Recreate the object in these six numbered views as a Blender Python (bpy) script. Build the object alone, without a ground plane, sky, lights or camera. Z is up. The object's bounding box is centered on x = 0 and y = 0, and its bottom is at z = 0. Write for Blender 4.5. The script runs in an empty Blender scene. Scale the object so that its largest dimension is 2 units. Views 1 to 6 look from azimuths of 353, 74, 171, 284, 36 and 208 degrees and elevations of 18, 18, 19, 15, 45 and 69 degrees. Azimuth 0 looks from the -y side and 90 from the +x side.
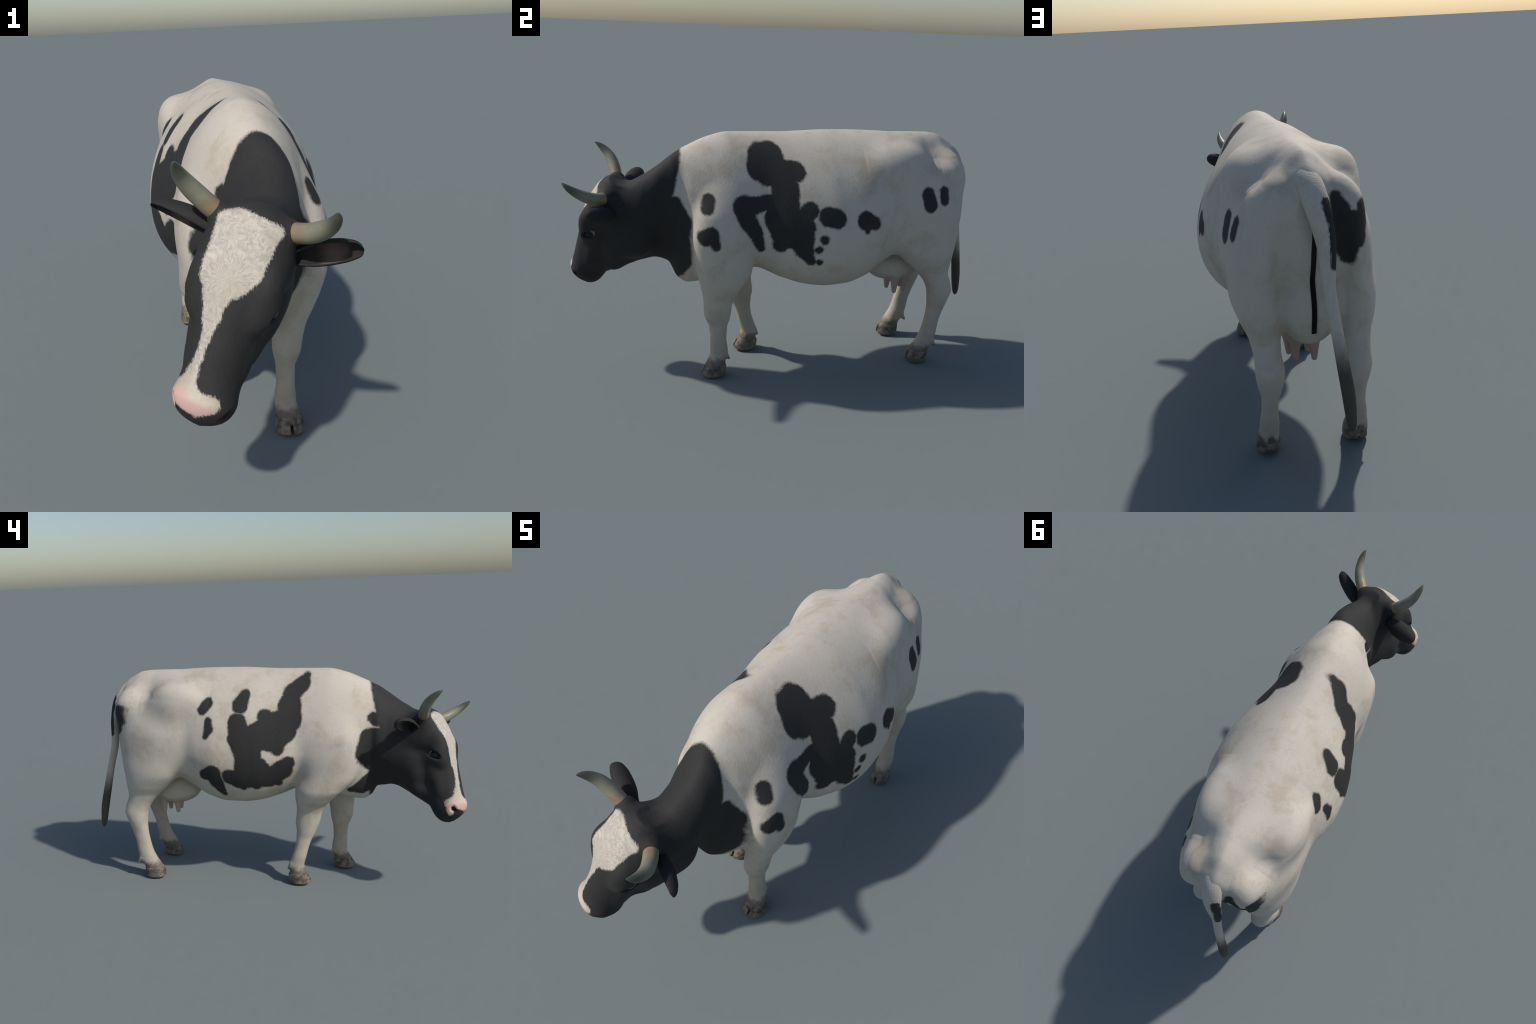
import bpy, bmesh, math, numpy as np
from mathutils import Vector, Matrix

# ------------------------------------------------------------------ field kit
def pchip(xs, ys, x):
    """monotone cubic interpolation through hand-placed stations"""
    xs = np.asarray(xs, float); ys = np.asarray(ys, float)
    h = np.diff(xs); s = np.diff(ys) / h
    m = np.zeros_like(ys)
    m[0], m[-1] = s[0], s[-1]
    for i in range(1, len(xs) - 1):
        if s[i-1] * s[i] > 0:
            w1, w2 = 2*h[i] + h[i-1], h[i] + 2*h[i-1]
            m[i] = (w1 + w2) / (w1 / s[i-1] + w2 / s[i])
    x = np.clip(x, xs[0], xs[-1])
    k = np.clip(np.searchsorted(xs, x) - 1, 0, len(xs) - 2)
    t = (x - xs[k]) / h[k]
    return ((1+2*t)*(1-t)**2*ys[k] + t*(1-t)**2*h[k]*m[k]
            + t*t*(3-2*t)*ys[k+1] + t*t*(t-1)*h[k]*m[k+1])

def smin(a, b, k):
    q = np.maximum(k - np.abs(a - b), 0) / k
    return np.minimum(a, b) - q*q*k*0.25

class Loft:
    """generalised cylinder: frame rows = (side, along, up); stations
       (along, centre, half width, top, bottom, level of widest, n_top, n_bottom)"""
    def __init__(self, name, origin, frame, stations, k=.04):
        self.name = name; self.o = np.asarray(origin, float); self.R = np.asarray(frame, float)
        self.S = np.asarray(stations, float); self.k = k
        self.grid = np.linspace(self.S[0, 0], self.S[-1, 0], 500)
        self.table = [pchip(self.S[:, 0], self.S[:, i], self.grid) for i in range(self.S.shape[1])]
        S = self.S; c = []
        for r in S:
            for su in (-1, 1):
                for v in (r[3], r[4]):
                    c.append(self.o + self.R.T @ np.array([r[1] + su*r[2], r[0], v]))
        c = np.array(c); self.lo = c.min(0) - .09; self.hi = c.max(0) + .09
    def __call__(self, P):
        q = (P - self.o) @ self.R.T
        S = self.S; t = q[:, 1]
        tc = np.clip(t, S[0, 0], S[-1, 0])
        g = lambda i: np.interp(tc, self.grid, self.table[i])
        cx, w, top, bot, mid, nt, nb = (g(i) for i in range(1, 8))
        if S.shape[1] > 8: cx = cx + g(8) * (q[:, 2] - top)
        u = np.abs(q[:, 0] - cx) / w
        dv = q[:, 2] - mid
        up = dv > 0
        h = np.where(up, top - mid, mid - bot); h = np.maximum(h, 1e-3)
        n = np.where(up, nt, nb)
        v = np.abs(dv) / h
        u = np.maximum(u, 1e-6); v = np.maximum(v, 1e-6)
        r = (u**n + v**n) ** (1/n)
        gu = (u / r)**(n-1) / w; gv = (v / r)**(n-1) / h
        g = np.sqrt(gu*gu + gv*gv)
        f = (r - 1) / np.maximum(g, 1e-6)
        f = np.maximum(f, -np.minimum(w, h))
        over = np.maximum(S[0, 0] - t, t - S[-1, 0])
        return np.where(over > 0, np.sqrt(np.maximum(f, 0)**2 + over**2), f)

class Blob:
    """rotated ellipsoid"""
    def __init__(self, name, centre, radii, k=.03, frame=None):
        self.name = name; self.c = np.asarray(centre, float); self.r = np.asarray(radii, float); self.k = k
        self.R = np.eye(3) if frame is None else np.asarray(frame, float)
        m = self.r.max() + .08; self.lo = self.c - m; self.hi = self.c + m
    def __call__(self, P):
        q = ((P - self.c) @ self.R.T)
        a = np.linalg.norm(q / self.r, axis=1); b = np.linalg.norm(q / self.r**2, axis=1)
        return a * (a - 1) / np.maximum(b, 1e-6)

class Bone:
    """tapered round rod between two points"""
    def __init__(self, name, a, b, ra, rb, k=.02):
        self.name = name; self.a = np.asarray(a, float); self.b = np.asarray(b, float)
        self.ra, self.rb, self.k = ra, rb, k
        m = max(ra, rb) + .06
        self.lo = np.minimum(self.a, self.b) - m; self.hi = np.maximum(self.a, self.b) + m
    def __call__(self, P):
        d = self.b - self.a; t = np.clip(((P - self.a) @ d) / (d @ d), 0, 1)
        return np.linalg.norm(P - self.a - t[:, None]*d, axis=1) - (self.ra + (self.rb - self.ra)*t)

# ------------------------------------------------------------------ the animal
Y_FRAME = np.array([[1, 0, 0], [0, 1, 0], [0, 0, 1.]])        # side x, along y, up z
Z_FRAME = np.array([[1, 0, 0], [0, 0, 1.], [0, 1, 0]])        # side x, along z, up = y

def trunk():
    #   y     cx    w     top    bot   mid   nt   nb  lean
    S = [(-.78, -.03, .06, .900, .640, .78, 2.0, 2.0, .26),
         (-.73, .005, .090, .918, .590, .76, 2.0, 2.0, .27),
         (-.67, .024, .106, .943, .560, .78, 1.9, 1.8, .26),
         (-.60, .034, .105, .990, .540, .80, 1.9, 1.7, .25),
         (-.55, .024, .116, 1.026, .525, .80, 1.9, 1.6, .16),
         (-.515, .010, .124, 1.046, .464, .76, 1.95, 1.6, .04),
         (-.47, .003, .152, 1.068, .438, .74, 1.95, 1.75, .015),
         (-.38, -.004, .194, 1.105, .452, .72, 1.9, 1.9, .005),
         (-.29, -.006, .220, 1.124, .468, .72, 1.82, 1.9, 0),
         (-.17, -.006, .234, 1.124, .502, .72, 1.76, 1.85, 0),
         (-.05, -.007, .268, 1.124, .462, .71, 1.72, 2.25, -.02),
         (.05, -.008, .300, 1.128, .431, .70, 1.72, 2.35, -.02),
         (.15, -.008, .316, 1.132, .417, .70, 1.72, 2.3, -.02),
         (.24, -.008, .317, 1.132, .416, .70, 1.76, 2.15, -.015),
         (.33, -.006, .302, 1.130, .436, .71, 1.85, 2.0, -.01),
         (.42, -.006, .270, 1.126, .492, .73, 1.95, 2.0, 0),
         (.50, -.010, .245, 1.122, .54, .76, 1.95, 2.0, 0),
         (.58, -.013, .228, 1.122, .57, .79, 1.8, 2.0, 0),
         (.65, -.016, .200, 1.121, .60, .81, 1.6, 2.0, 0),
         (.71, -.019, .168, 1.114, .62, .83, 1.6, 2.0, 0),
         (.76, -.021, .130, 1.092, .66, .86, 1.6, 2.0, 0),
         (.80, -.022, .090, 1.066, .73, .90, 1.7, 2.0, 0),
         (.83, -.024, .050, 1.028, .84, .93, 1.8, 2.0, 0)]
    return Loft('torso', (0, 0, 0), Y_FRAME, S, .04)

def leg(name, st, k=.05):
    # stations from hoof to shoulder: z, cx, rx, y_front, y_back
    S = []
    for z, cx, rx, yf, yb in st:
        # thighs are widest well forward and run narrow towards the buttock
        h = min(1, max(0, (z - .48) / .15)) * (yf > .3)
        S.append((z, cx, rx, yb, yf, yf + (yb - yf)*(.5 - .12*h), 2.2 - (.3 if cx > 0 else .55)*h, 2.2 + .4*h))
    return Loft(name, (0, 0, 0), Z_FRAME, S, k)

FORE_L = [(.000, .097, .047, -.418, -.306), (.012, .097, .049, -.420, -.303), (.045, .096, .046, -.404, -.302),
          (.075, .092, .040, -.387, -.304), (.100, .089, .037, -.376, -.298), (.125, .089, .036, -.376, -.294),
          (.180, .091, .031, -.377, -.302), (.245, .092, .033, -.383, -.300), (.275, .095, .041, -.395, -.292),
          (.310, .098, .048, -.408, -.286), (.350, .102, .050, -.411, -.282), (.400, .112, .053, -.416, -.268),
          (.455, .128, .062, -.430, -.240), (.520, .144, .074, -.448, -.205), (.600, .158, .080, -.466, -.200),
          (.690, .163, .080, -.475, -.205), (.780, .152, .078, -.462, -.215), (.880, .116, .068, -.425, -.225),
          (.960, .075, .045, -.375, -.245), (1.00, .04, .02, -.34, -.28)]
FORE_R = [(.000, -.157, .047, -.207, -.096), (.012, -.157, .049, -.210, -.093), (.045, -.156, .046, -.196, -.091),
          (.075, -.155, .040, -.180, -.098), (.100, -.155, .037, -.175, -.095), (.145, -.155, .034, -.186, -.109),
          (.200, -.147, .031, -.200, -.127), (.245, -.140, .033, -.216, -.134), (.290, -.132, .043, -.238, -.135),
          (.330, -.128, .049, -.255, -.130), (.390, -.130, .052, -.271, -.137), (.430, -.136, .058, -.291, -.138),
          (.470, -.148, .071, -.326, -.134), (.530, -.157, .081, -.388, -.135), (.600, -.156, .079, -.446, -.150),
          (.690, -.158, .077, -.470, -.165), (.780, -.152, .078, -.462, -.190), (.880, -.118, .068, -.425, -.215),
          (.960, -.078, .045, -.375, -.240), (1.00, -.045, .02, -.34, -.28)]
HIND_L = [(.002, .138, .043, .612, .713), (.012, .138, .045, .608, .716), (.045, .138, .043, .614, .717),
          (.075, .138, .039, .632, .722), (.105, .137, .036, .652, .744), (.150, .135, .034, .674, .754),
          (.205, .133, .029, .687, .762), (.250, .131, .031, .695, .774), (.300, .129, .042, .699, .789),
          (.335, .128, .049, .696, .801), (.370, .128, .051, .690, .812), (.415, .131, .048, .668, .800),
          (.470, .134, .054, .620, .780), (.530, .139, .076, .552, .784), (.600, .143, .096, .482, .792),
          (.700, .140, .104, .422, .804), (.800, .131, .106, .408, .812), (.900, .110, .096, .415, .814),
          (.975, .085, .075, .442, .778), (1.015, .045, .035, .51, .72)]
HIND_R = []
for z, cx, rx, yf, yb in HIND_L:
    low = 1 - min(1, max(0, (z - .45) / .25))
    HIND_R.append((z, -cx - .037 - .018*low, rx, yf - .014*low, yb - .008*low))

# head frame: side (cow's left), along (poll to muzzle), up (out of the forehead)
h_side = np.array([.89, -.36, -.28]); h_side /= np.linalg.norm(h_side)
h_along = np.array([-.36, -.29, -.887]); h_along -= h_side * (h_along @ h_side); h_along /= np.linalg.norm(h_along)
h_along = h_along + .026*h_side; h_along /= np.linalg.norm(h_along)
h_side = h_side - h_along * (h_side @ h_along); h_side /= np.linalg.norm(h_side)
h_up = -np.cross(h_side, h_along)
H = np.stack([h_side, h_along, h_up])
H0 = np.array([-.055, -.827, .905]) + .008*h_side
def hp(l, t, d):
    return H0 + H.T @ np.array([l, t, d])

def head():
    #  t     c   w     top   bot   mid   nt   nb
    S = [(-.035, 0, .045, -.020, -.105, -.06, 2.2, 2.0),
         (-.015, 0, .072, .000, -.150, -.06, 2.3, 2.0),
         (.015, 0, .094, .016, -.200, -.06, 2.5, 2.0),
         (.060, 0, .115, .028, -.240, -.07, 2.5, 2.1),
         (.110, 0, .123, .036, -.268, -.08, 2.4, 2.1),
         (.160, 0, .117, .038, -.288, -.08, 2.3, 2.1),
         (.210, 0, .108, .036, -.298, -.08, 2.1, 2.1),
         (.255, 0, .099, .031, -.298, -.08, 2.0, 2.1),
         (.300, 0, .089, .026, -.272, -.08, 2.0, 2.1),
         (.350, 0, .080, .022, -.228, -.075, 2.0, 2.1),
         (.400, 0, .075, .017, -.182, -.07, 2.1, 2.2),
         (.435, 0, .077, .015, -.153, -.066, 2.2, 2.3),
         (.460, 0, .080, .017, -.147, -.066, 2.2, 2.4),
         (.485, 0, .074, .008, -.140, -.070, 2.2, 2.4),
         (.505, 0, .061, -.010, -.130, -.074, 2.2, 2.3),
         (.519, 0, .042, -.034, -.118, -.080, 2.2, 2.2),
         (.528, 0, .020, -.058, -.104, -.084, 2.0, 2.0)]
    return Loft('head', H0, H, S, .05)

def parts():
    cut = lambda st: [(.030, st[2][1], st[2][2]*.8, st[2][3] + .012, st[2][4] - .010)] + [r if r[0] > .06 else (r[0], r[1], r[2] - .004, r[3] + .004, r[4] - .004) for r in st[2:]]
    L = [trunk(), head(),
         leg('forelimb_l', cut(FORE_L), .035), leg('forelimb_r', cut(FORE_R), .035),
         leg('hindlimb_l', cut(HIND_L), .065), leg('hindlimb_r', cut(HIND_R), .065),
         Blob('udder', (-.025, .555, .475), (.102, .138, .088), .02),
         Blob('udder', (-.025, .676, .605), (.128, .124, .180), .03)]
    for s, y in (((.030, .560), 0), ((.014, .617), 0), ((-.044, .553), 0), ((-.053, .629), 0)):
        x, yy = s
        L.append(Bone('udder', (x, yy, .412), (x, yy, .336), .023, .011, .022))
    # brows, cheeks, poll
    for s in (-1, 1):
        L.append(Blob('head', hp(s*.080, .165, -.005), (.032, .055, .036), .03, H))
        L.append(Blob('head', hp(s*.084, .205, -.160), (.036, .085, .055), .022, H))
        L.append(Blob('head', hp(s*.074, .228, -.020), (.030, .042, .030), .03, H))            # lower rim of the orbit
        L.append(Blob('head', hp(s*.056, .290, -.175), (.034, .080, .045), .04, H))            # lower jaw
        L.append(Blob('head', hp(s*.066, .315, -.075), (.018, .070, .022), .03, H))            # facial crest
        L.append(Blob('head', hp(s*.072, .165, -.232), (.042, .075, .062), .05, H))            # angle of the jaw
    for q in ((.030, -.820, .850), (-.124, -.766, .895)):
        L.append(Blob('head', q, (.036, .036, .034), .02))                                    # collar round the horn
    # hips, pin bones, tail head
    for s in (-1, 1):
        L.append(Blob('torso', (s*.172 - .025, .480, .988), (.056, .110, .070), .11))
        L.append(Blob('torso', (s*.112 - .025, .748, .950), (.048, .062, .070), .09))
    # dew claws
    for cx, cy, s in ((.089, -.298, 1), (-.155, -.100, 1), (.137, .742, 1), (-.192, .735, 1)):
        for e in (-1, 1):
            L.append(Bone('leg', (cx + e*.018, cy - .010, .108), (cx + e*.020, cy + .006, .085), .012, .0065, .012))
    return L

# soft swellings (+) and hollows (-): centre, radii, height
SWELL = []
SWELL.append(((-.010, -.735, .935), (.06, .035, .035), -.016))          # hollow behind the poll
for s in (-1, 1):
    SWELL += [((s*.21 - .02, .575, .95), (.08, .08, .10), -.010),       # between hook and pin
              ((s*.125 - .02, .665, 1.05), (.06, .08, .07), -.012),      # hollow between hook and tail head
              ((s*.24, .37, .92), (.08, .06, .10), -.006),             # hungry hollow
              ((s*.27, .38, .60), (.10, .05, .10), -.010),
              ((s*.20, -.16, .72), (.10, .05, .16), -.012)]

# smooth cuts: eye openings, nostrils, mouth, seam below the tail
eye_axis = np.array([.15, .70, .66]); eye_axis /= np.linalg.norm(eye_axis)
CUT = []
for s in (-1, 1):
    e1 = H.T @ np.array([s*eye_axis[0]*-1, eye_axis[1], eye_axis[2]])
    out = H.T @ np.array([s*.97, -.02, .22]); out -= e1*(out @ e1); out /= np.linalg.norm(out)
    CUT.append(Blob('eye', hp(s*.117, .207, -.036), (.039, .0165, .023), .007, np.stack([e1, np.cross(out, e1), out])))
    CUT.append(Blob('nose', hp(s*.071, .481, -.030), (.013, .016, .012), .010, H))
    SWELL.append((tuple(hp(s*.108, .212, -.036)), (.030, .045, .045), .011))
    SWELL.append((tuple(hp(s*.066, .470, -.032)), (.026, .030, .030), .005))
for s in (-1, 1):
    SWELL.append((tuple(hp(s*.115, .175, -.085)), (.03, .05, .025), -.010))
    SWELL.append((tuple(hp(s*.085, .330, -.120)), (.03, .05, .025), -.006))
SEAM = [(-.029, .885), (-.026, .80), (-.025, .70), (-.027, .60), (-.027, .50)]

def field(P, plist):
    F = np.full(len(P), .25)
    for p in plist:
        i = np.nonzero(np.all((P > p.lo) & (P < p.hi), axis=1))[0]
        if len(i):
            F[i] = smin(F[i], p(P[i]), p.k)
    for c, r, a in SWELL:
        q = (P - np.array(c)) / np.array(r)
        i = np.nonzero((q*q).sum(1) < 9)[0]
        F[i] -= a * np.exp(-(q[i]*q[i]).sum(1))
    for p in CUT:
        i = np.nonzero(np.all((P > p.lo) & (P < p.hi), axis=1))[0]
        if len(i):
            F[i] = -smin(-F[i], p(P[i]), p.k)
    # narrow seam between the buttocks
    i = np.nonzero((P[:, 1] > .64) & (P[:, 2] > .46) & (P[:, 2] < .93) & (np.abs(P[:, 0] + .027) < .04))[0]
    if len(i):
        xs = np.interp(P[i, 2], [b for a, b in SEAM[::-1]], [a for a, b in SEAM[::-1]])
        fade = np.clip((P[i, 2] - .46)/.06, 0, 1)*np.clip((.91 - P[i, 2])/.04, 0, 1)
        F[i] += .022*fade*np.exp(-((P[i, 0] - xs)/.010)**2)
    return F

def extract(fn, lo, hi, h):
    """surface nets on a grid refined only near the surface"""
    lo = np.array(lo); n = np.ceil((np.array(hi) - lo) / h / 4).astype(int) * 4 + 1
    ax = [lo[i] + h*np.arange(n[i]) for i in range(3)]
    ca = [a[::4] for a in ax]
    G = np.stack(np.meshgrid(*ca, indexing='ij'), -1).reshape(-1, 3)
    C = fn(G).reshape([len(a) for a in ca])
    near = np.abs(C) < 4*h*1.5
    N = np.repeat(np.repeat(np.repeat(near, 4, 0), 4, 1), 4, 2)[2:n[0]+2, 2:n[1]+2, 2:n[2]+2]
    B = np.repeat(np.repeat(np.repeat(C, 4, 0), 4, 1), 4, 2)[2:n[0]+2, 2:n[1]+2, 2:n[2]+2]
    pad = [(0, n[i] - N.shape[i]) for i in range(3)]
    N = np.pad(N, pad, mode='edge'); F = np.pad(B, pad, mode='edge').copy()
    idx = np.nonzero(N)
    F[idx] = fn(np.stack([ax[i][idx[i]] for i in range(3)], 1))
    S = F < 0
    c = np.zeros(np.array(S.shape) - 1, int)
    for i in (0, 1):
        for j in (0, 1):
            for k in (0, 1):
                c += S[i:S.shape[0]-1+i, j:S.shape[1]-1+j, k:S.shape[2]-1+k]
    cell = np.nonzero((c > 0) & (c < 8))
    vid = -np.ones(c.shape, int); vid[cell] = np.arange(len(cell[0]))
    acc = np.zeros((len(cell[0]), 3)); cnt = np.zeros(len(cell[0]))
    base = np.stack(cell, 1)
    cor = [(i, j, k) for i in (0, 1) for j in (0, 1) for k in (0, 1)]
    for a in cor:
        for d in range(3):
            if a[d] == 0:
                b = list(a); b[d] = 1
                fa = F[tuple((base + np.array(a)).T)]; fb = F[tuple((base + np.array(b)).T)]
                m = (fa < 0) != (fb < 0)
                t = np.where(m, fa / np.where(fa == fb, 1, fa - fb), 0)
                p = base + np.array(a, float); p[:, d] += t
                acc[m] += p[m]; cnt[m] += 1
    V = lo + h * acc / cnt[:, None]
    Q = []
    for d in range(3):
        e1, e2 = [(1, 2), (2, 0), (0, 1)][d]
        A = S; sl0 = [slice(1, -1)]*3; sl0[d] = slice(0, -1); sl1 = [slice(1, -1)]*3; sl1[d] = slice(1, None)
        s0 = S[tuple(sl0)]; s1 = S[tuple(sl1)]
        ii = np.stack(np.nonzero(s0 != s1), 1)
        flip = s1[tuple(ii.T)]
        off = np.ones(3, int); off[d] = 0
        g = ii + off
        def v(o1, o2):
            q = g.copy(); q[:, e1] -= o1; q[:, e2] -= o2
            return vid[tuple(q.T)]
        quad = np.stack([v(1, 1), v(0, 1), v(0, 0), v(1, 0)], 1)
        quad[flip] = quad[flip][:, ::-1]
        Q.append(quad)
    Q = np.concatenate(Q)
    return V, Q

def settle(fn, V, rounds=2, limit=.004, e=.0015):
    """slide the vertices onto the exact zero level"""
    for _ in range(rounds):
        f = fn(V)
        g = np.stack([(fn(V + e*np.eye(3)[d]) - f) / e for d in range(3)], 1)
        st = (f / np.maximum((g*g).sum(1), .15))[:, None] * g
        ln = np.linalg.norm(st, axis=1, keepdims=True)
        V = V - st * np.minimum(1, limit / np.maximum(ln, 1e-9))
    return V

GRID = .006

# ------------------------------------------------------------------ node helpers
class Nodes:
    def __init__(self, name):
        self.mat = bpy.data.materials.new(name); self.mat.use_nodes = True
        self.t = self.mat.node_tree; self.t.nodes.clear()
        self.out = self.t.nodes.new('ShaderNodeOutputMaterial')
        self.bsdf = self.t.nodes.new('ShaderNodeBsdfPrincipled')
        self.t.links.new(self.bsdf.outputs[0], self.out.inputs[0])
        self.pos = self.t.nodes.new('ShaderNodeTexCoord').outputs['Object']
    def put(self, sock, v):
        if isinstance(v, bpy.types.NodeSocket): self.t.links.new(v, sock)
        else: sock.default_value = v
    def math(self, op, a, b=0., c=None, clamp=False):
        n = self.t.nodes.new('ShaderNodeMath'); n.operation = op; n.use_clamp = clamp
        self.put(n.inputs[0], a); self.put(n.inputs[1], b)
        if c is not None: self.put(n.inputs[2], c)
        return n.outputs[0]
    def vec(self, op, a, b=(0, 0, 0), scale=None):
        n = self.t.nodes.new('ShaderNodeVectorMath'); n.operation = op
        self.put(n.inputs[0], a); self.put(n.inputs[1], b)
        if scale is not None: self.put(n.inputs['Scale'], scale)
        return n.outputs['Value'] if op in ('DOT_PRODUCT', 'LENGTH', 'DISTANCE') else n.outputs[0]
    def split(self, v):
        n = self.t.nodes.new('ShaderNodeSeparateXYZ'); self.put(n.inputs[0], v); return n.outputs
    def join(self, x, y, z):
        n = self.t.nodes.new('ShaderNodeCombineXYZ')
        for s, v in zip(n.inputs, (x, y, z)): self.put(s, v)
        return n.outputs[0]
    def noise(self, v, scale, detail=3., rough=.5, stretch=None, distort=0.):
        if stretch is not None:
            v = self.vec('MULTIPLY', v, stretch)
        n = self.t.nodes.new('ShaderNodeTexNoise')
        self.put(n.inputs['Vector'], v); n.inputs['Scale'].default_value = scale
        n.inputs['Detail'].default_value = detail; n.inputs['Roughness'].default_value = rough
        n.inputs['Distortion'].default_value = distort
        return n.outputs['Fac']
    def step(self, v, lo, hi, a=0., b=1.):
        n = self.t.nodes.new('ShaderNodeMapRange'); n.interpolation_type = 'SMOOTHSTEP'
        self.put(n.inputs['Value'], v)
        for k, q in zip(('From Min', 'From Max', 'To Min', 'To Max'), (lo, hi, a, b)): n.inputs[k].default_value = q
        return n.outputs[0]
    def mix(self, f, a, b):
        n = self.t.nodes.new('ShaderNodeMix'); n.data_type = 'RGBA'
        self.put(n.inputs[0], f)
        for s, v in ((n.inputs[6], a), (n.inputs[7], b)):
            self.put(s, v if isinstance(v, bpy.types.NodeSocket) else (*v, 1.))
        return n.outputs[2]
    def scale(self, c, f):
        n = self.t.nodes.new('ShaderNodeVectorMath'); n.operation = 'SCALE'
        self.put(n.inputs[0], c); self.put(n.inputs['Scale'], f); return n.outputs[0]
    def bump(self, h, dist, strength=1.):
        n = self.t.nodes.new('ShaderNodeBump'); n.inputs['Strength'].default_value = strength
        n.inputs['Distance'].default_value = dist; self.put(n.inputs['Height'], h)
        self.put(self.bsdf.inputs['Normal'], n.outputs[0])
    def spot(self, P, a, b, ra, rb):
        """distance to a tapered stroke from a to b"""
        a = Vector(a); b = Vector(b); d = b - a
        q = self.vec('SUBTRACT', P, tuple(a))
        if d.length < 1e-6:
            return self.math('SUBTRACT', self.vec('LENGTH', q), ra)
        t = self.vec('DOT_PRODUCT', q, tuple(d / d.length_squared))
        t = self.math('MINIMUM', self.math('MAXIMUM', t, 0.), 1.)
        e = self.vec('LENGTH', self.vec('SUBTRACT', q, self.vec('SCALE', tuple(d), scale=t)))
        return self.math('SUBTRACT', self.math('SUBTRACT', e, ra), self.math('MULTIPLY', t, rb - ra))
    def blend(self, a, b, k):
        if a is None: return b
        return self.math('SMOOTH_MIN', a, b, k) if k else self.math('MINIMUM', a, b)
    def union(self, L, k=.006):
        d = None
        for e in L: d = self.blend(d, e, k)
        return d
    def strokes(self, P, fix, L, k=.006):
        """strokes: each a list of (u, v, r) points; fix maps (u, v) to the coordinate used by P"""
        d = None
        for s in L:
            if len(s) == 1: s = s * 2
            for (u, v, r), (u2, v2, r2) in zip(s[:-1], s[1:]):
                d = self.blend(d, self.spot(P, fix(u, v), fix(u2, v2), r, r2), k)
        return d

WHITE = (.535, .482, .412)
BLACK = (.0275, .026, .0255)

# black patches on the cow's left flank, (y, z, radius)
LEFT = [[(-.140, 1.032, .060), (-.178, 1.035, .050), (-.186, .995, .052)], [(-.150, .980, .057), (-.090, .975, .048), (-.032, .980, .037)],
        [(-.083, .915, .055), (-.088, .840, .054), (-.092, .790, .076), (-.080, .732, .064), (-.028, .712, .056), (-.006, .655, .034), (.025, .605, .014)],
        [(-.118, .860, .030), (-.193, .846, .030), (-.262, .836, .044), (-.250, .790, .036), (-.205, .713, .026), (-.178, .645, .013)],
        [(-.104, .672, .028)], [(.017, .830, .031), (-.02, .795, .03)], [(-.01, .755, .042)],
        [(.092, .804, .038), (.126, .795, .038)], [(.262, .784, .039), (.305, .770, .024)], [(.264, .775, .034), (.266, .743, .010)],
        [(.075, .706, .016)], [(.053, .660, .013)], [(.062, .602, .011)],
        [(.588, .872, .030), (.598, .829, .032)], [(.674, .880, .020), (.676, .844, .022)],
        [(-.408, .866, .021), (-.416, .831, .022)], [(-.424, .713, .032), (-.404, .728, .027), (-.384, .675, .014)],
        [(-.548, .835, .030), (-.517, .756, .038), (-.522, .680, .038), (-.518, .565, .046), (-.53, .50, .03)]]
# and on the right flank
RIGHT = [[(-.192, 1.093, .016), (-.180, 1.062, .033), (-.130, 1.018, .040), (-.121, .958, .054), (-.125, .890, .054)],
         [(-.12, .90, .055), (-.055, .868, .062), (.047, .808, .068)], [(-.063, .80, .05), (-.066, .756, .029)], [(-.10, .84, .055), (-.04, .815, .07)],
         [(.132, .890, .041), (.115, .818, .056), (.074, .730, .060), (.085, .661, .056)],
         [(.172, .618, .036), (.125, .604, .048), (-.02, .600, .043), (-.087, .648, .047), (-.116, .682, .030)], [(.04, .66, .06), (.0, .62, .05)],
         [(-.002, .912, .033), (-.03, .88, .05)], [(.04, .568, .022)], [(-.06, .575, .018)], [(.11, .566, .020)],
         [(.306, .622, .026), (.262, .632, .042), (.245, .585, .034), (.217, .515, .012)],
         [(.104, 1.014, .024), (.121, .970, .038)], [(.289, .978, .023), (.314, .948, .021)],
         [(.280, .894, .016), (.275, .858, .019), (.291, .822, .011)],
         [(-.525, .888, .024), (-.54, .88, .03)], [(-.50, .80, .032), (-.487, .720, .036), (-.53, .67, .05)],
         [(-.55, .57, .06), (-.47, .525, .035), (-.415, .515, .012)]]
# rear of the right thigh, (x, z, radius)
REAR = [[(-.098, .975, .014), (-.110, .935, .026), (-.126, .880, .033), (-.137, .806, .032), (-.141, .768, .018)],
        [(-.188, .940, .013), (-.190, .880, .018), (-.178, .825, .017)], [(-.15, .90, .026), (-.155, .845, .030)], [(-.10, .95, .02), (-.10, .88, .02)]]
# blaze in head coordinates (side, along, radius)
BLAZE = [[(-.062, .030, .024), (-.018, .150, .066), (-.028, .205, .034), (-.026, .262, .022), (-.026, .312, .011), (-.030, .360, .009), (-.036, .396, .014), (-.040, .425, .022)],
         [(-.030, .045, .050), (.005, .080, .064), (.010, .130, .055)], [(.065, .028, .016), (.02, .08, .05)], [(.0, .035, .035), (.05, .035, .026)],
         [(-.030, .462, .036), (-.010, .470, .030), (.028, .462, .022)], [(-.045, .45, .035), (-.045, .475, .02)]]
NOSE = [[(-.040, .482, .026), (-.005, .487, .022), (.028, .480, .013)], [(-.066, .470, .026)]]

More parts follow.
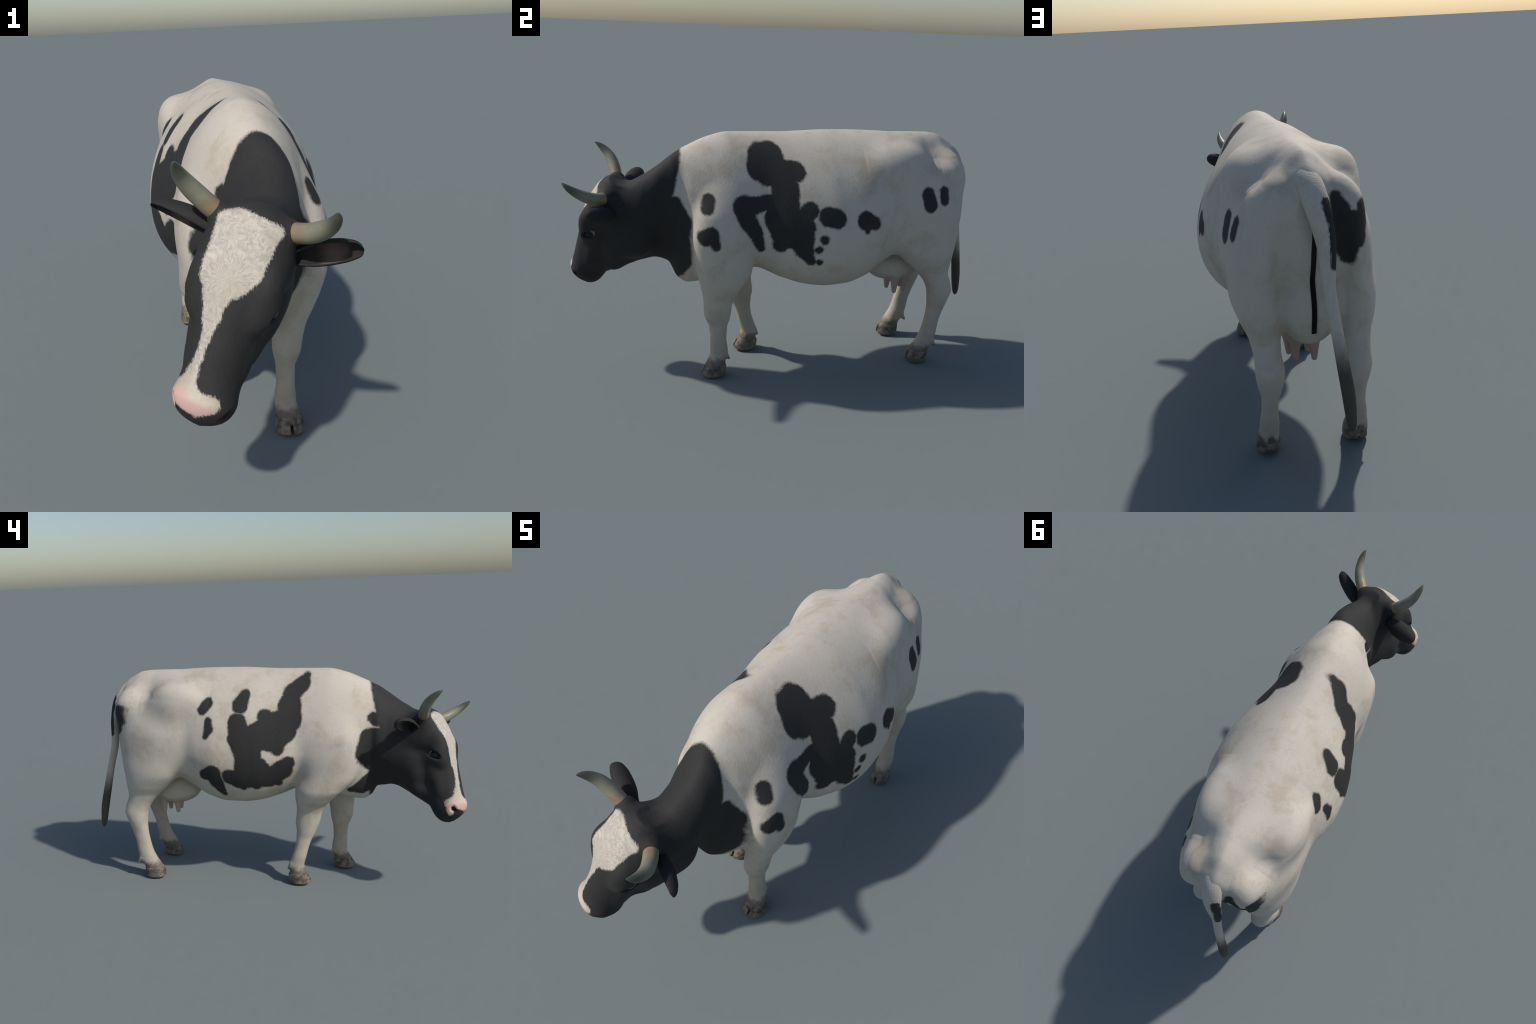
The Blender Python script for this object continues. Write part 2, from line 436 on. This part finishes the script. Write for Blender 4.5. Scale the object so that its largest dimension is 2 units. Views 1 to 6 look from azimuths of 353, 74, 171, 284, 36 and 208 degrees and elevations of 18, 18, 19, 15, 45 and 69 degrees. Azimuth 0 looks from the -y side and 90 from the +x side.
def coat():
    """hide of the whole animal: white with black patches, blaze, pink muzzle and udder, stained lower legs"""
    N = Nodes('cow_hide'); p = N.pos
    x, y, z = N.split(p)
    # ragged hair edge
    hair = N.noise(p, 1., 3., .6, (260, 170, 60))
    lump = N.noise(p, 34., 2., .5)
    rag = N.math('ADD', N.math('MULTIPLY', N.math('SUBTRACT', hair, .5), .013), N.math('MULTIPLY', N.math('SUBTRACT', lump, .5), .012))
    side = N.math('MULTIPLY', N.math('SIGN', x), 5.)
    flank = N.join(side, y, z)
    dl = N.strokes(flank, lambda u, v: (5, u, v), LEFT)
    dr = N.strokes(flank, lambda u, v: (-5, u, v), RIGHT)
    rear = N.join(x, N.math('MULTIPLY', N.math('GREATER_THAN', .70, y), 5.), z)
    db = N.strokes(rear, lambda u, v: (u, 0, v), REAR)
    # neck and head black: plane leaning with the neck
    dn = N.math('SUBTRACT', N.math('ADD', N.math('MULTIPLY', y, .97), N.math('MULTIPLY', z, -.24)), -.745)
    db = N.math('SUBTRACT', db, .003)
    dc = N.math('MAXIMUM', N.math('ADD', y, .512), N.math('SUBTRACT', z, .835))
    d = N.math('SUBTRACT', N.union([dl, dr, db, dn, dc], .006), .005)
    black = N.step(N.math('ADD', d, rag), .007, -.007)
    # blaze
    R = Matrix(H.tolist()); o = Vector(H0)
    hc = N.vec('SUBTRACT', p, tuple(o))
    hl = N.vec('DOT_PRODUCT', hc, tuple(R[0])); ht = N.vec('DOT_PRODUCT', hc, tuple(R[1])); hd = N.vec('DOT_PRODUCT', hc, tuple(R[2]))
    onhead = N.math('MULTIPLY', N.math('LESS_THAN', y, -.70), N.math('GREATER_THAN', hd, -.062))
    face = N.join(hl, ht, 0.)
    dz = N.strokes(face, lambda u, v: (u, v, 0), BLAZE, .012)
    hrag = N.math('MULTIPLY', N.math('SUBTRACT', N.noise(p, 1., 3., .6, (260, 260, 60)), .5), .018)
    dz = N.math('MINIMUM', dz, N.spot(N.join(hl, ht, hd), (-.070, .458, -.040), (-.066, .492, -.048), .021, .016))
    dz = N.math('MAXIMUM', dz, N.math('SUBTRACT', 0., N.spot(N.join(hl, ht, hd), (-.058, .492, -.020), (-.005, .512, -.002), .012, .012)))
    blaze = N.math('MULTIPLY', N.step(N.math('ADD', dz, hrag), .004, -.004), onhead)
    black = N.math('MULTIPLY', black, N.math('SUBTRACT', 1., blaze))
    # white hair, streaks, tan stains
    streak = N.noise(p, 1., 3., .65, (160, 110, 45))
    fine = N.noise(p, 420., 2., .5)
    stain = N.noise(p, 6.5, 7., .66, (1, 1, 1), .2)
    stain = N.step(stain, .47, .66)
    blot = N.math('MULTIPLY', N.step(N.noise(p, 30., 6., .75), .45, .75), N.step(N.noise(p, 5., 3., .5), .44, .62))
    white = N.mix(N.math('MULTIPLY', stain, .55), WHITE, (.40, .33, .235))
    white = N.mix(N.math('MULTIPLY', blot, .30), white, (.30, .24, .165))
    low = N.step(N.math('ADD', z, N.math('MULTIPLY', N.noise(p, 14., 5., .65), .25)), .62, .16)
    white = N.mix(N.math('MULTIPLY', low, .62), white, (.315, .262, .195))
    white = N.scale(white, N.math('ADD', .90, N.math('MULTIPLY', N.math('ADD', streak, N.math('MULTIPLY', fine, .4)), .145)))
    # curls on the forehead
    wl = N.math('ADD', hl, .016); wt = N.math('SUBTRACT', ht, .168)
    wr = N.math('SQRT', N.math('ADD', N.math('MULTIPLY', wl, wl), N.math('MULTIPLY', wt, wt)))
    bend = N.math('MULTIPLY', N.math('SUBTRACT', N.noise(face, 30., 2.), .5), .9)
    ang = N.math('ADD', N.math('ARCTAN2', wl, wt), bend)
    curl = N.noise(N.join(N.math('MULTIPLY', ang, 6.5), N.math('MULTIPLY', wr, 26.), 0.), 2.0, 4., .65)
    white = N.mix(N.math('MULTIPLY', N.math('MULTIPLY', blaze, N.step(ht, .44, .38)), N.step(curl, .62, .38, 0., .80)), white, (.345, .315, .275))
    # pink skin: muzzle and udder
    dp = N.math('ADD', N.strokes(face, lambda u, v: (u, v, 0), NOSE, .012), N.math('MULTIPLY', N.math('SUBTRACT', N.noise(p, 40., 2.), .5), .012))
    pink = N.math('MULTIPLY', N.step(dp, .012, -.012), onhead)
    white = N.mix(N.math('MULTIPLY', pink, .85), white, (.60, .375, .33))
    ud = N.math('MULTIPLY', N.step(N.math('ADD', z, N.math('MULTIPLY', N.noise(p, 25., 4.), .05)), .485, .415), N.math('LESS_THAN', N.math('ABSOLUTE', N.math('ADD', x, .025)), .085))
    ud = N.math('MULTIPLY', ud, N.math('MULTIPLY', N.math('GREATER_THAN', y, .42), N.math('LESS_THAN', y, .69)))
    white = N.mix(N.math('MULTIPLY', ud, .8), white, (.40, .285, .255))
    bk = N.scale((*BLACK,), N.math('ADD', .72, N.math('MULTIPLY', streak, .56)))
    col = N.mix(black, white, bk)
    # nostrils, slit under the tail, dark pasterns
    nos = N.union([N.spot(N.join(hl, ht, hd), (s*.062, .478, -.030), (s*.052, .487, -.022), .011, .009) for s in (-1, 1)], 0)
    col = N.mix(N.step(nos, .003, -.003), col, (.006, .005, .005))
    past = N.step(N.math('ADD', z, N.math('MULTIPLY', N.math('SUBTRACT', N.noise(p, 42., 5., .65), .5), .07)), .108, .070)
    col = N.mix(N.math('MULTIPLY', past, .85), col, (.105, .088, .070))
    back = N.join(x, N.math('MULTIPLY', N.math('GREATER_THAN', .66, y), 5.), z)
    slit = N.strokes(back, lambda u, v: (u, 0, v), [[(a, b, .0085) for a, b in SEAM]], .002)
    col = N.mix(N.step(slit, .002, -.001), col, (.010, .009, .009))  # groove painted near-black to show the unlit inside of the gap
    N.put(N.bsdf.inputs['Base Color'], col)
    N.bsdf.inputs['Roughness'].default_value = .72
    N.bsdf.inputs['Specular IOR Level'].default_value = .25
    N.bump(N.math('ADD', streak, N.math('MULTIPLY', fine, .5)), .0015, .5)
    return N.mat

def tail_hide():
    N = Nodes('tail_hide'); p = N.pos; x, y, z = N.split(p)
    streak = N.noise(p, 1., 3., .65, (220, 220, 25))
    white = N.mix(N.math('MULTIPLY', N.step(N.noise(p, 12., 4.), .45, .7), .4), WHITE, (.39, .33, .25))
    rag = N.math('MULTIPLY', N.math('SUBTRACT', streak, .5), .022)
    # black patch on the outer right of the dock
    dz = N.union([N.spot(p, (-.066, .878, .975), (-.085, .900, .90), .024, .027), N.spot(p, (-.085, .900, .90), (-.080, .905, .785), .027, .022)], .005)
    blk = N.step(N.math('ADD', dz, rag), .004, -.004)
    col = N.mix(blk, white, BLACK)
    sw = N.step(N.math('ADD', z, N.math('MULTIPLY', rag, 2.)), .60, .43)
    col = N.mix(sw, col, (.080, .068, .053))
    col = N.scale(col, N.math('ADD', .80, N.math('MULTIPLY', streak, .40)))
    N.put(N.bsdf.inputs['Base Color'], col)
    N.bsdf.inputs['Roughness'].default_value = .7; N.bsdf.inputs['Specular IOR Level'].default_value = .25
    N.bump(streak, .003, .6)
    return N.mat

def hoof_horn():
    N = Nodes('hoof_horn'); p = N.pos; x, y, z = N.split(p)
    m = N.noise(p, 38., 6., .7); f = N.noise(p, 160., 3., .6)
    col = N.mix(N.step(m, .36, .66), (.060, .050, .042), (.22, .185, .145))
    col = N.mix(N.math('MULTIPLY', N.step(z, .028, .004), .4), col, (.26, .21, .15))
    col = N.scale(col, N.math('ADD', .75, N.math('MULTIPLY', f, .5)))
    N.put(N.bsdf.inputs['Base Color'], col); N.bsdf.inputs['Roughness'].default_value = .55
    N.bsdf.inputs['Specular IOR Level'].default_value = .3
    N.bump(N.math('ADD', f, m), .002, .5)
    return N.mat

def horn_keratin(base, tip):
    N = Nodes('horn_keratin'); p = N.pos
    t = N.math('DIVIDE', N.vec('DISTANCE', p, tuple(base)), (Vector(tip) - Vector(base)).length)
    n = N.noise(p, 42., 5., .6); t2 = N.math('ADD', t, N.math('MULTIPLY', N.math('SUBTRACT', n, .5), .22))
    col = N.mix(N.step(t2, .10, .36), (.255, .180, .112), (.225, .218, .158))
    col = N.mix(N.step(t2, .50, .92), col, (.080, .083, .062))
    col = N.scale(col, N.math('ADD', .78, N.math('MULTIPLY', n, .44)))
    N.put(N.bsdf.inputs['Base Color'], col); N.bsdf.inputs['Roughness'].default_value = .45
    N.bsdf.inputs['Specular IOR Level'].default_value = .35
    N.bump(N.noise(p, 60., 3.), .0015, .4)
    return N.mat

def ear_hide():
    N = Nodes('ear_hide'); p = N.pos
    s = N.noise(p, 1., 3., .6, (120, 120, 60))
    col = N.scale((*BLACK,), N.math('ADD', .7, N.math('MULTIPLY', s, .6)))
    N.put(N.bsdf.inputs['Base Color'], col); N.bsdf.inputs['Roughness'].default_value = .75
    N.bsdf.inputs['Specular IOR Level'].default_value = .2
    return N.mat

def ear_lining(centre):
    N = Nodes('ear_lining'); p = N.pos
    d = N.math('ADD', N.vec('DISTANCE', p, tuple(centre)), N.math('MULTIPLY', N.noise(p, 60., 3.), .02))
    col = N.mix(N.step(d, .030, .068), (.140, .108, .094), BLACK)
    N.put(N.bsdf.inputs['Base Color'], col); N.bsdf.inputs['Roughness'].default_value = .8
    N.bsdf.inputs['Specular IOR Level'].default_value = .2
    return N.mat

def eye_ball(front, corner, r):
    N = Nodes('eye_ball'); p = N.pos
    d = N.vec('DISTANCE', p, tuple(front))
    col = N.mix(N.step(d, r*.72, r*.82), (.006, .005, .005), (.20, .165, .15))
    N.put(N.bsdf.inputs['Base Color'], col); N.bsdf.inputs['Roughness'].default_value = .18; N.bsdf.inputs['Specular IOR Level'].default_value = .3
    return N.mat

# ------------------------------------------------------------------ mesh helpers
SCENE = bpy.context.scene.collection
def make(name, V, F, mats, parent, smooth=True, index=None):
    me = bpy.data.meshes.new(name)
    me.from_pydata([tuple(v) for v in V], [], [tuple(f) for f in F]); me.update()
    for m in mats: me.materials.append(m)
    me.polygons.foreach_set('use_smooth', [smooth]*len(me.polygons))
    if index is not None: me.polygons.foreach_set('material_index', index)
    ob = bpy.data.objects.new(name, me); SCENE.objects.link(ob); ob.parent = parent
    return ob

def catmull(P, n):
    P = np.asarray(P, float); Q = np.vstack([2*P[0]-P[1], P, 2*P[-1]-P[-2]]); out = []
    for i in range(len(P)-1):
        a, b, c, d = Q[i:i+4]
        for t in np.arange(n)/n:
            out.append(.5*((2*b) + (c-a)*t + (2*a-5*b+4*c-d)*t*t + (3*b-a-3*c+d)*t**3))
    out.append(P[-1]); return np.array(out)

def tube(points, seg=24, n=8):
    """points: (x, y, z, radius across, radius fore-aft); closed sweep with rounded tip"""
    C = catmull(points, n); V = []; F = []
    side = np.array([1., 0, 0])
    for i in range(len(C)):
        tan = C[min(i+1, len(C)-1), :3] - C[max(i-1, 0), :3]; tan /= np.linalg.norm(tan)
        u = side - tan*(side @ tan); u /= np.linalg.norm(u); w = np.cross(tan, u)
        for j in range(seg):
            a = 2*math.pi*j/seg
            V.append(C[i, :3] + u*math.cos(a)*C[i, 3] + w*math.sin(a)*C[i, 4])
    for i in range(len(C)-1):
        for j in range(seg):
            F.append((i*seg+j, i*seg+(j+1) % seg, (i+1)*seg+(j+1) % seg, (i+1)*seg+j))
    V += [C[0, :3], C[-1, :3]]
    for j in range(seg):
        F.append((len(V)-2, (j+1) % seg, j)); k = (len(C)-1)*seg; F.append((len(V)-1, k+j, k+(j+1) % seg))
    return V, F

def build():
    cow = bpy.data.objects.new('cow', None); SCENE.objects.link(cow)
    cow['label'] = 'black and white horned dairy cow standing with turned head'
    cow['category'] = 'cow'
    hide = coat()
    # ---- body surface
    PL = parts(); fn = lambda P: field(P, PL)
    V, Q = extract(fn, (-.40, -1.06, -.03), (.40, .92, 1.18), GRID)
    V = settle(fn, V, 2)
    full = bpy.data.meshes.new('whole'); full.from_pydata(V.tolist(), [], Q.tolist()); full.update()
    nrm = np.zeros(len(V)*3); full.vertices.foreach_get('normal', nrm); nrm = nrm.reshape(-1, 3)
    bpy.data.meshes.remove(full)
    C = V[Q].mean(1)
    kinds = ['torso', 'neck', 'head', 'forelimb_l', 'forelimb_r', 'hindlimb_l', 'hindlimb_r', 'udder']
    best = np.full(len(C), 9.); lab = np.zeros(len(C), int)
    for p in PL:
        if p.name == 'leg': continue
        i = np.nonzero(np.all((C > p.lo) & (C < p.hi), axis=1))[0]
        f = p(C[i]); m = f < best[i]
        best[i[m]] = f[m]; lab[i[m]] = kinds.index(p.name)
    lab[(lab == 0) & (C[:, 1] < -.43 - .25*(C[:, 2] - .75))] = 1
    objs = {}
    for k, kind in enumerate(kinds):
        q = Q[lab == k]
        u, inv = np.unique(q, return_inverse=True)
        ob = make(kind.split('_')[0], V[u], inv.reshape(-1, 4).tolist(), [hide], cow)
        ob.data.normals_split_custom_set_from_vertices(nrm[u].tolist())
        objs[kind] = ob
    # ---- hooves: two claws with a cleft between them
    horn_mat = hoof_horn()
    for kind, st in (('forelimb_l', FORE_L), ('forelimb_r', FORE_R), ('hindlimb_l', HIND_L), ('hindlimb_r', HIND_R)):
        f, box = hoof_field(st)
        hv, hq = extract(f, box[0], box[1], .0028)
        hv = settle(f, hv, 2, .002)
        make('hoof', hv, hq.tolist(), [horn_mat], objs[kind])
    # ---- tail
    tv, tf = tube(TAIL, 28, 8)
    make('tail', tv, tf, [tail_hide()], cow)
    # ---- horns
    for line in HORNS:
        hv, hf = tube([(*q, q[3])[:5] for q in line], 24, 8)
        make('horn', hv, hf, [horn_keratin(line[1][:3], line[-1][:3])], objs['head'])
    # ---- ears
    out = ear_hide()
    for base, tip, face, w in EARS:
        ev, ef, ei, mid = ear(base, tip, face, w)
        make('ear', ev, ef, [out, ear_lining(mid)], objs['head'], True, ei)
    # ---- eyes
    for s in (-1, 1):
        c = hp(s*EYE[0], EYE[1], EYE[2]); r = EYE[3]
        bm = bmesh.new(); bmesh.ops.create_uvsphere(bm, u_segments=32, v_segments=20, radius=r)
        bmesh.ops.translate(bm, vec=Vector(c), verts=bm.verts)
        me = bpy.data.meshes.new('eye'); bm.to_mesh(me); bm.free()
        me.polygons.foreach_set('use_smooth', [True]*len(me.polygons))
        fr = hp(s*(EYE[0]+r), EYE[1]+.005, EYE[2]+.005)
        me.materials.append(eye_ball(fr, fr, r))
        ob = bpy.data.objects.new('eye', me); SCENE.objects.link(ob); ob.parent = objs['head']

def hoof_field(st):
    S = [r for r in st if r[0] < .11]
    base = leg('hoof', [(z, cx, rx + .0006, yf - .0006, yb + .0006) for z, cx, rx, yf, yb in S], .01)
    cx = S[1][1]; yf = S[1][3]; yb = S[1][4]
    def f(P):
        g = base(P)
        u = np.clip((P[:, 1] - yf)/(yb - yf), 0, 1)
        sole = .012*np.clip(1 - u/.25, 0, 1)**2 + .020*np.clip((u - .55)/.45, 0, 1)**2 + 6*(P[:, 0] - cx)**2*.5
        g = -smin(-g, P[:, 2] - sole, .008)                     # sole, lifted at toe and heel
        top = .074 + .010*np.clip((P[:, 1] - yf)/(yb - yf), 0, 1)*-1.6
        g = -smin(-g, -(P[:, 2] - top), .012)
        # cleft: deep at the toe, shallow notch at the heel
        s = np.clip((P[:, 1] - yf)/(yb - yf), 0, 1)
        wide = .0035 + .004*np.clip(1 - s*2.2, 0, 1)*np.clip(1 - P[:, 2]/.06, 0, 1)
        depth = yf + .062 - .55*P[:, 2] - .0
        cut = np.maximum(np.abs(P[:, 0] - cx) - wide, P[:, 1] - depth)
        heel = np.maximum(np.abs(P[:, 0] - cx) - .005, np.maximum(yb - .012 - P[:, 1], P[:, 2] - .03))
        g = -smin(-g, np.minimum(cut, heel), .004)
        return g
    lo = (cx - .06, yf - .012, -.01); hi = (cx + .06, yb + .05, .10)
    return f, (lo, hi)

TAIL = [(-.014, .745, 1.055, .030, .030), (-.018, .790, 1.030, .043, .034), (-.026, .829, .994, .044, .033), (-.037, .858, .945, .040, .030), (-.047, .875, .885, .035, .025), (-.053, .884, .830, .030, .022),
        (-.054, .888, .770, .025, .021), (-.055, .897, .700, .0205, .020), (-.066, .924, .590, .0195, .019), (-.080, .949, .470, .021, .021),
        (-.091, .969, .370, .0215, .022), (-.096, .981, .290, .018, .018), (-.098, .985, .258, .013, .013), (-.098, .986, .243, .006, .006), (-.098, .986, .240, .001, .001)]
# horn centre lines, from inside the skull to the tip, with radius
HORNS = [[(.015, -.805, .850, .024), (.048, -.838, .850, .026), (.078, -.875, .857, .0255), (.100, -.909, .873, .0238), (.112, -.942, .892, .0195), (.116, -.968, .910, .0145), (.115, -.986, .925, .0085), (.112, -.998, .936, .0015)],
         [(-.108, -.765, .880, .024), (-.142, -.768, .909, .026), (-.172, -.773, .942, .0255), (-.198, -.784, .974, .0238), (-.215, -.801, 1.001, .0195), (-.224, -.821, 1.022, .0145), (-.228, -.838, 1.036, .0085), (-.229, -.852, 1.045, .0015)]]
EARS = [((.038, -.802, .776), (.196, -.910, .817), (-.45, -.75, -.35), .036),
        ((-.143, -.730, .842), (-.297, -.649, .899), (-.45, -.40, -.75), .040)]
EYE = (.0845, .208, -.037, .0315)

def ear(base, tip, face, w):
    base = np.array(base); tip = np.array(tip); ax = tip - base; L = np.linalg.norm(ax); ax /= L
    n = np.array(face, float); n -= ax*(n @ ax); n /= np.linalg.norm(n); s = np.cross(ax, n)
    NS, NA = 26, 20; V = []; F = []; I = []
    def point(t, a, off):
        # half width and how far the rim curls round
        hw = w * float(pchip([0, .12, .3, .5, .7, .85, .95, 1], [.62, .72, .92, 1.0, .96, .80, .55, .10], np.array([t]))[0])
        curl = float(pchip([0, .2, .5, 1], [2.4, 2.0, 1.65, 1.35], np.array([t]))[0])
        th = a*curl; R = hw / math.sin(min(curl, 1.45)); R -= off
        return base + ax*L*t - n*(R*math.cos(th) - R*math.cos(curl)*.35 - off*.0) + s*R*math.sin(th)*1.0
    thick = .0065
    for layer in (0, 1):
        for i in range(NS):
            t = i/(NS-1); t = t**.9
            for j in range(NA):
                a = -1 + 2*j/(NA-1)
                V.append(point(t, a, thick*layer*min(1, (1-t)*6 + .05)))
    idx = lambda l, i, j: l*NS*NA + i*NA + j
    for i in range(NS-1):
        for j in range(NA-1):
            F.append((idx(0, i, j), idx(0, i, j+1), idx(0, i+1, j+1), idx(0, i+1, j))); I.append(0)
            F.append((idx(1, i, j), idx(1, i+1, j), idx(1, i+1, j+1), idx(1, i, j+1))); I.append(1)
        for j, fl in ((0, 0), (NA-1, 1)):
            q = (idx(0, i, j), idx(0, i+1, j), idx(1, i+1, j), idx(1, i, j))
            F.append(q[::-1] if fl else q); I.append(0)
    for j in range(NA-1):
        F.append((idx(0, 0, j), idx(1, 0, j), idx(1, 0, j+1), idx(0, 0, j+1))); I.append(0)
        F.append((idx(0, NS-1, j), idx(0, NS-1, j+1), idx(1, NS-1, j+1), idx(1, NS-1, j))); I.append(0)
    return V, F, I, base + ax*L*.55

build()
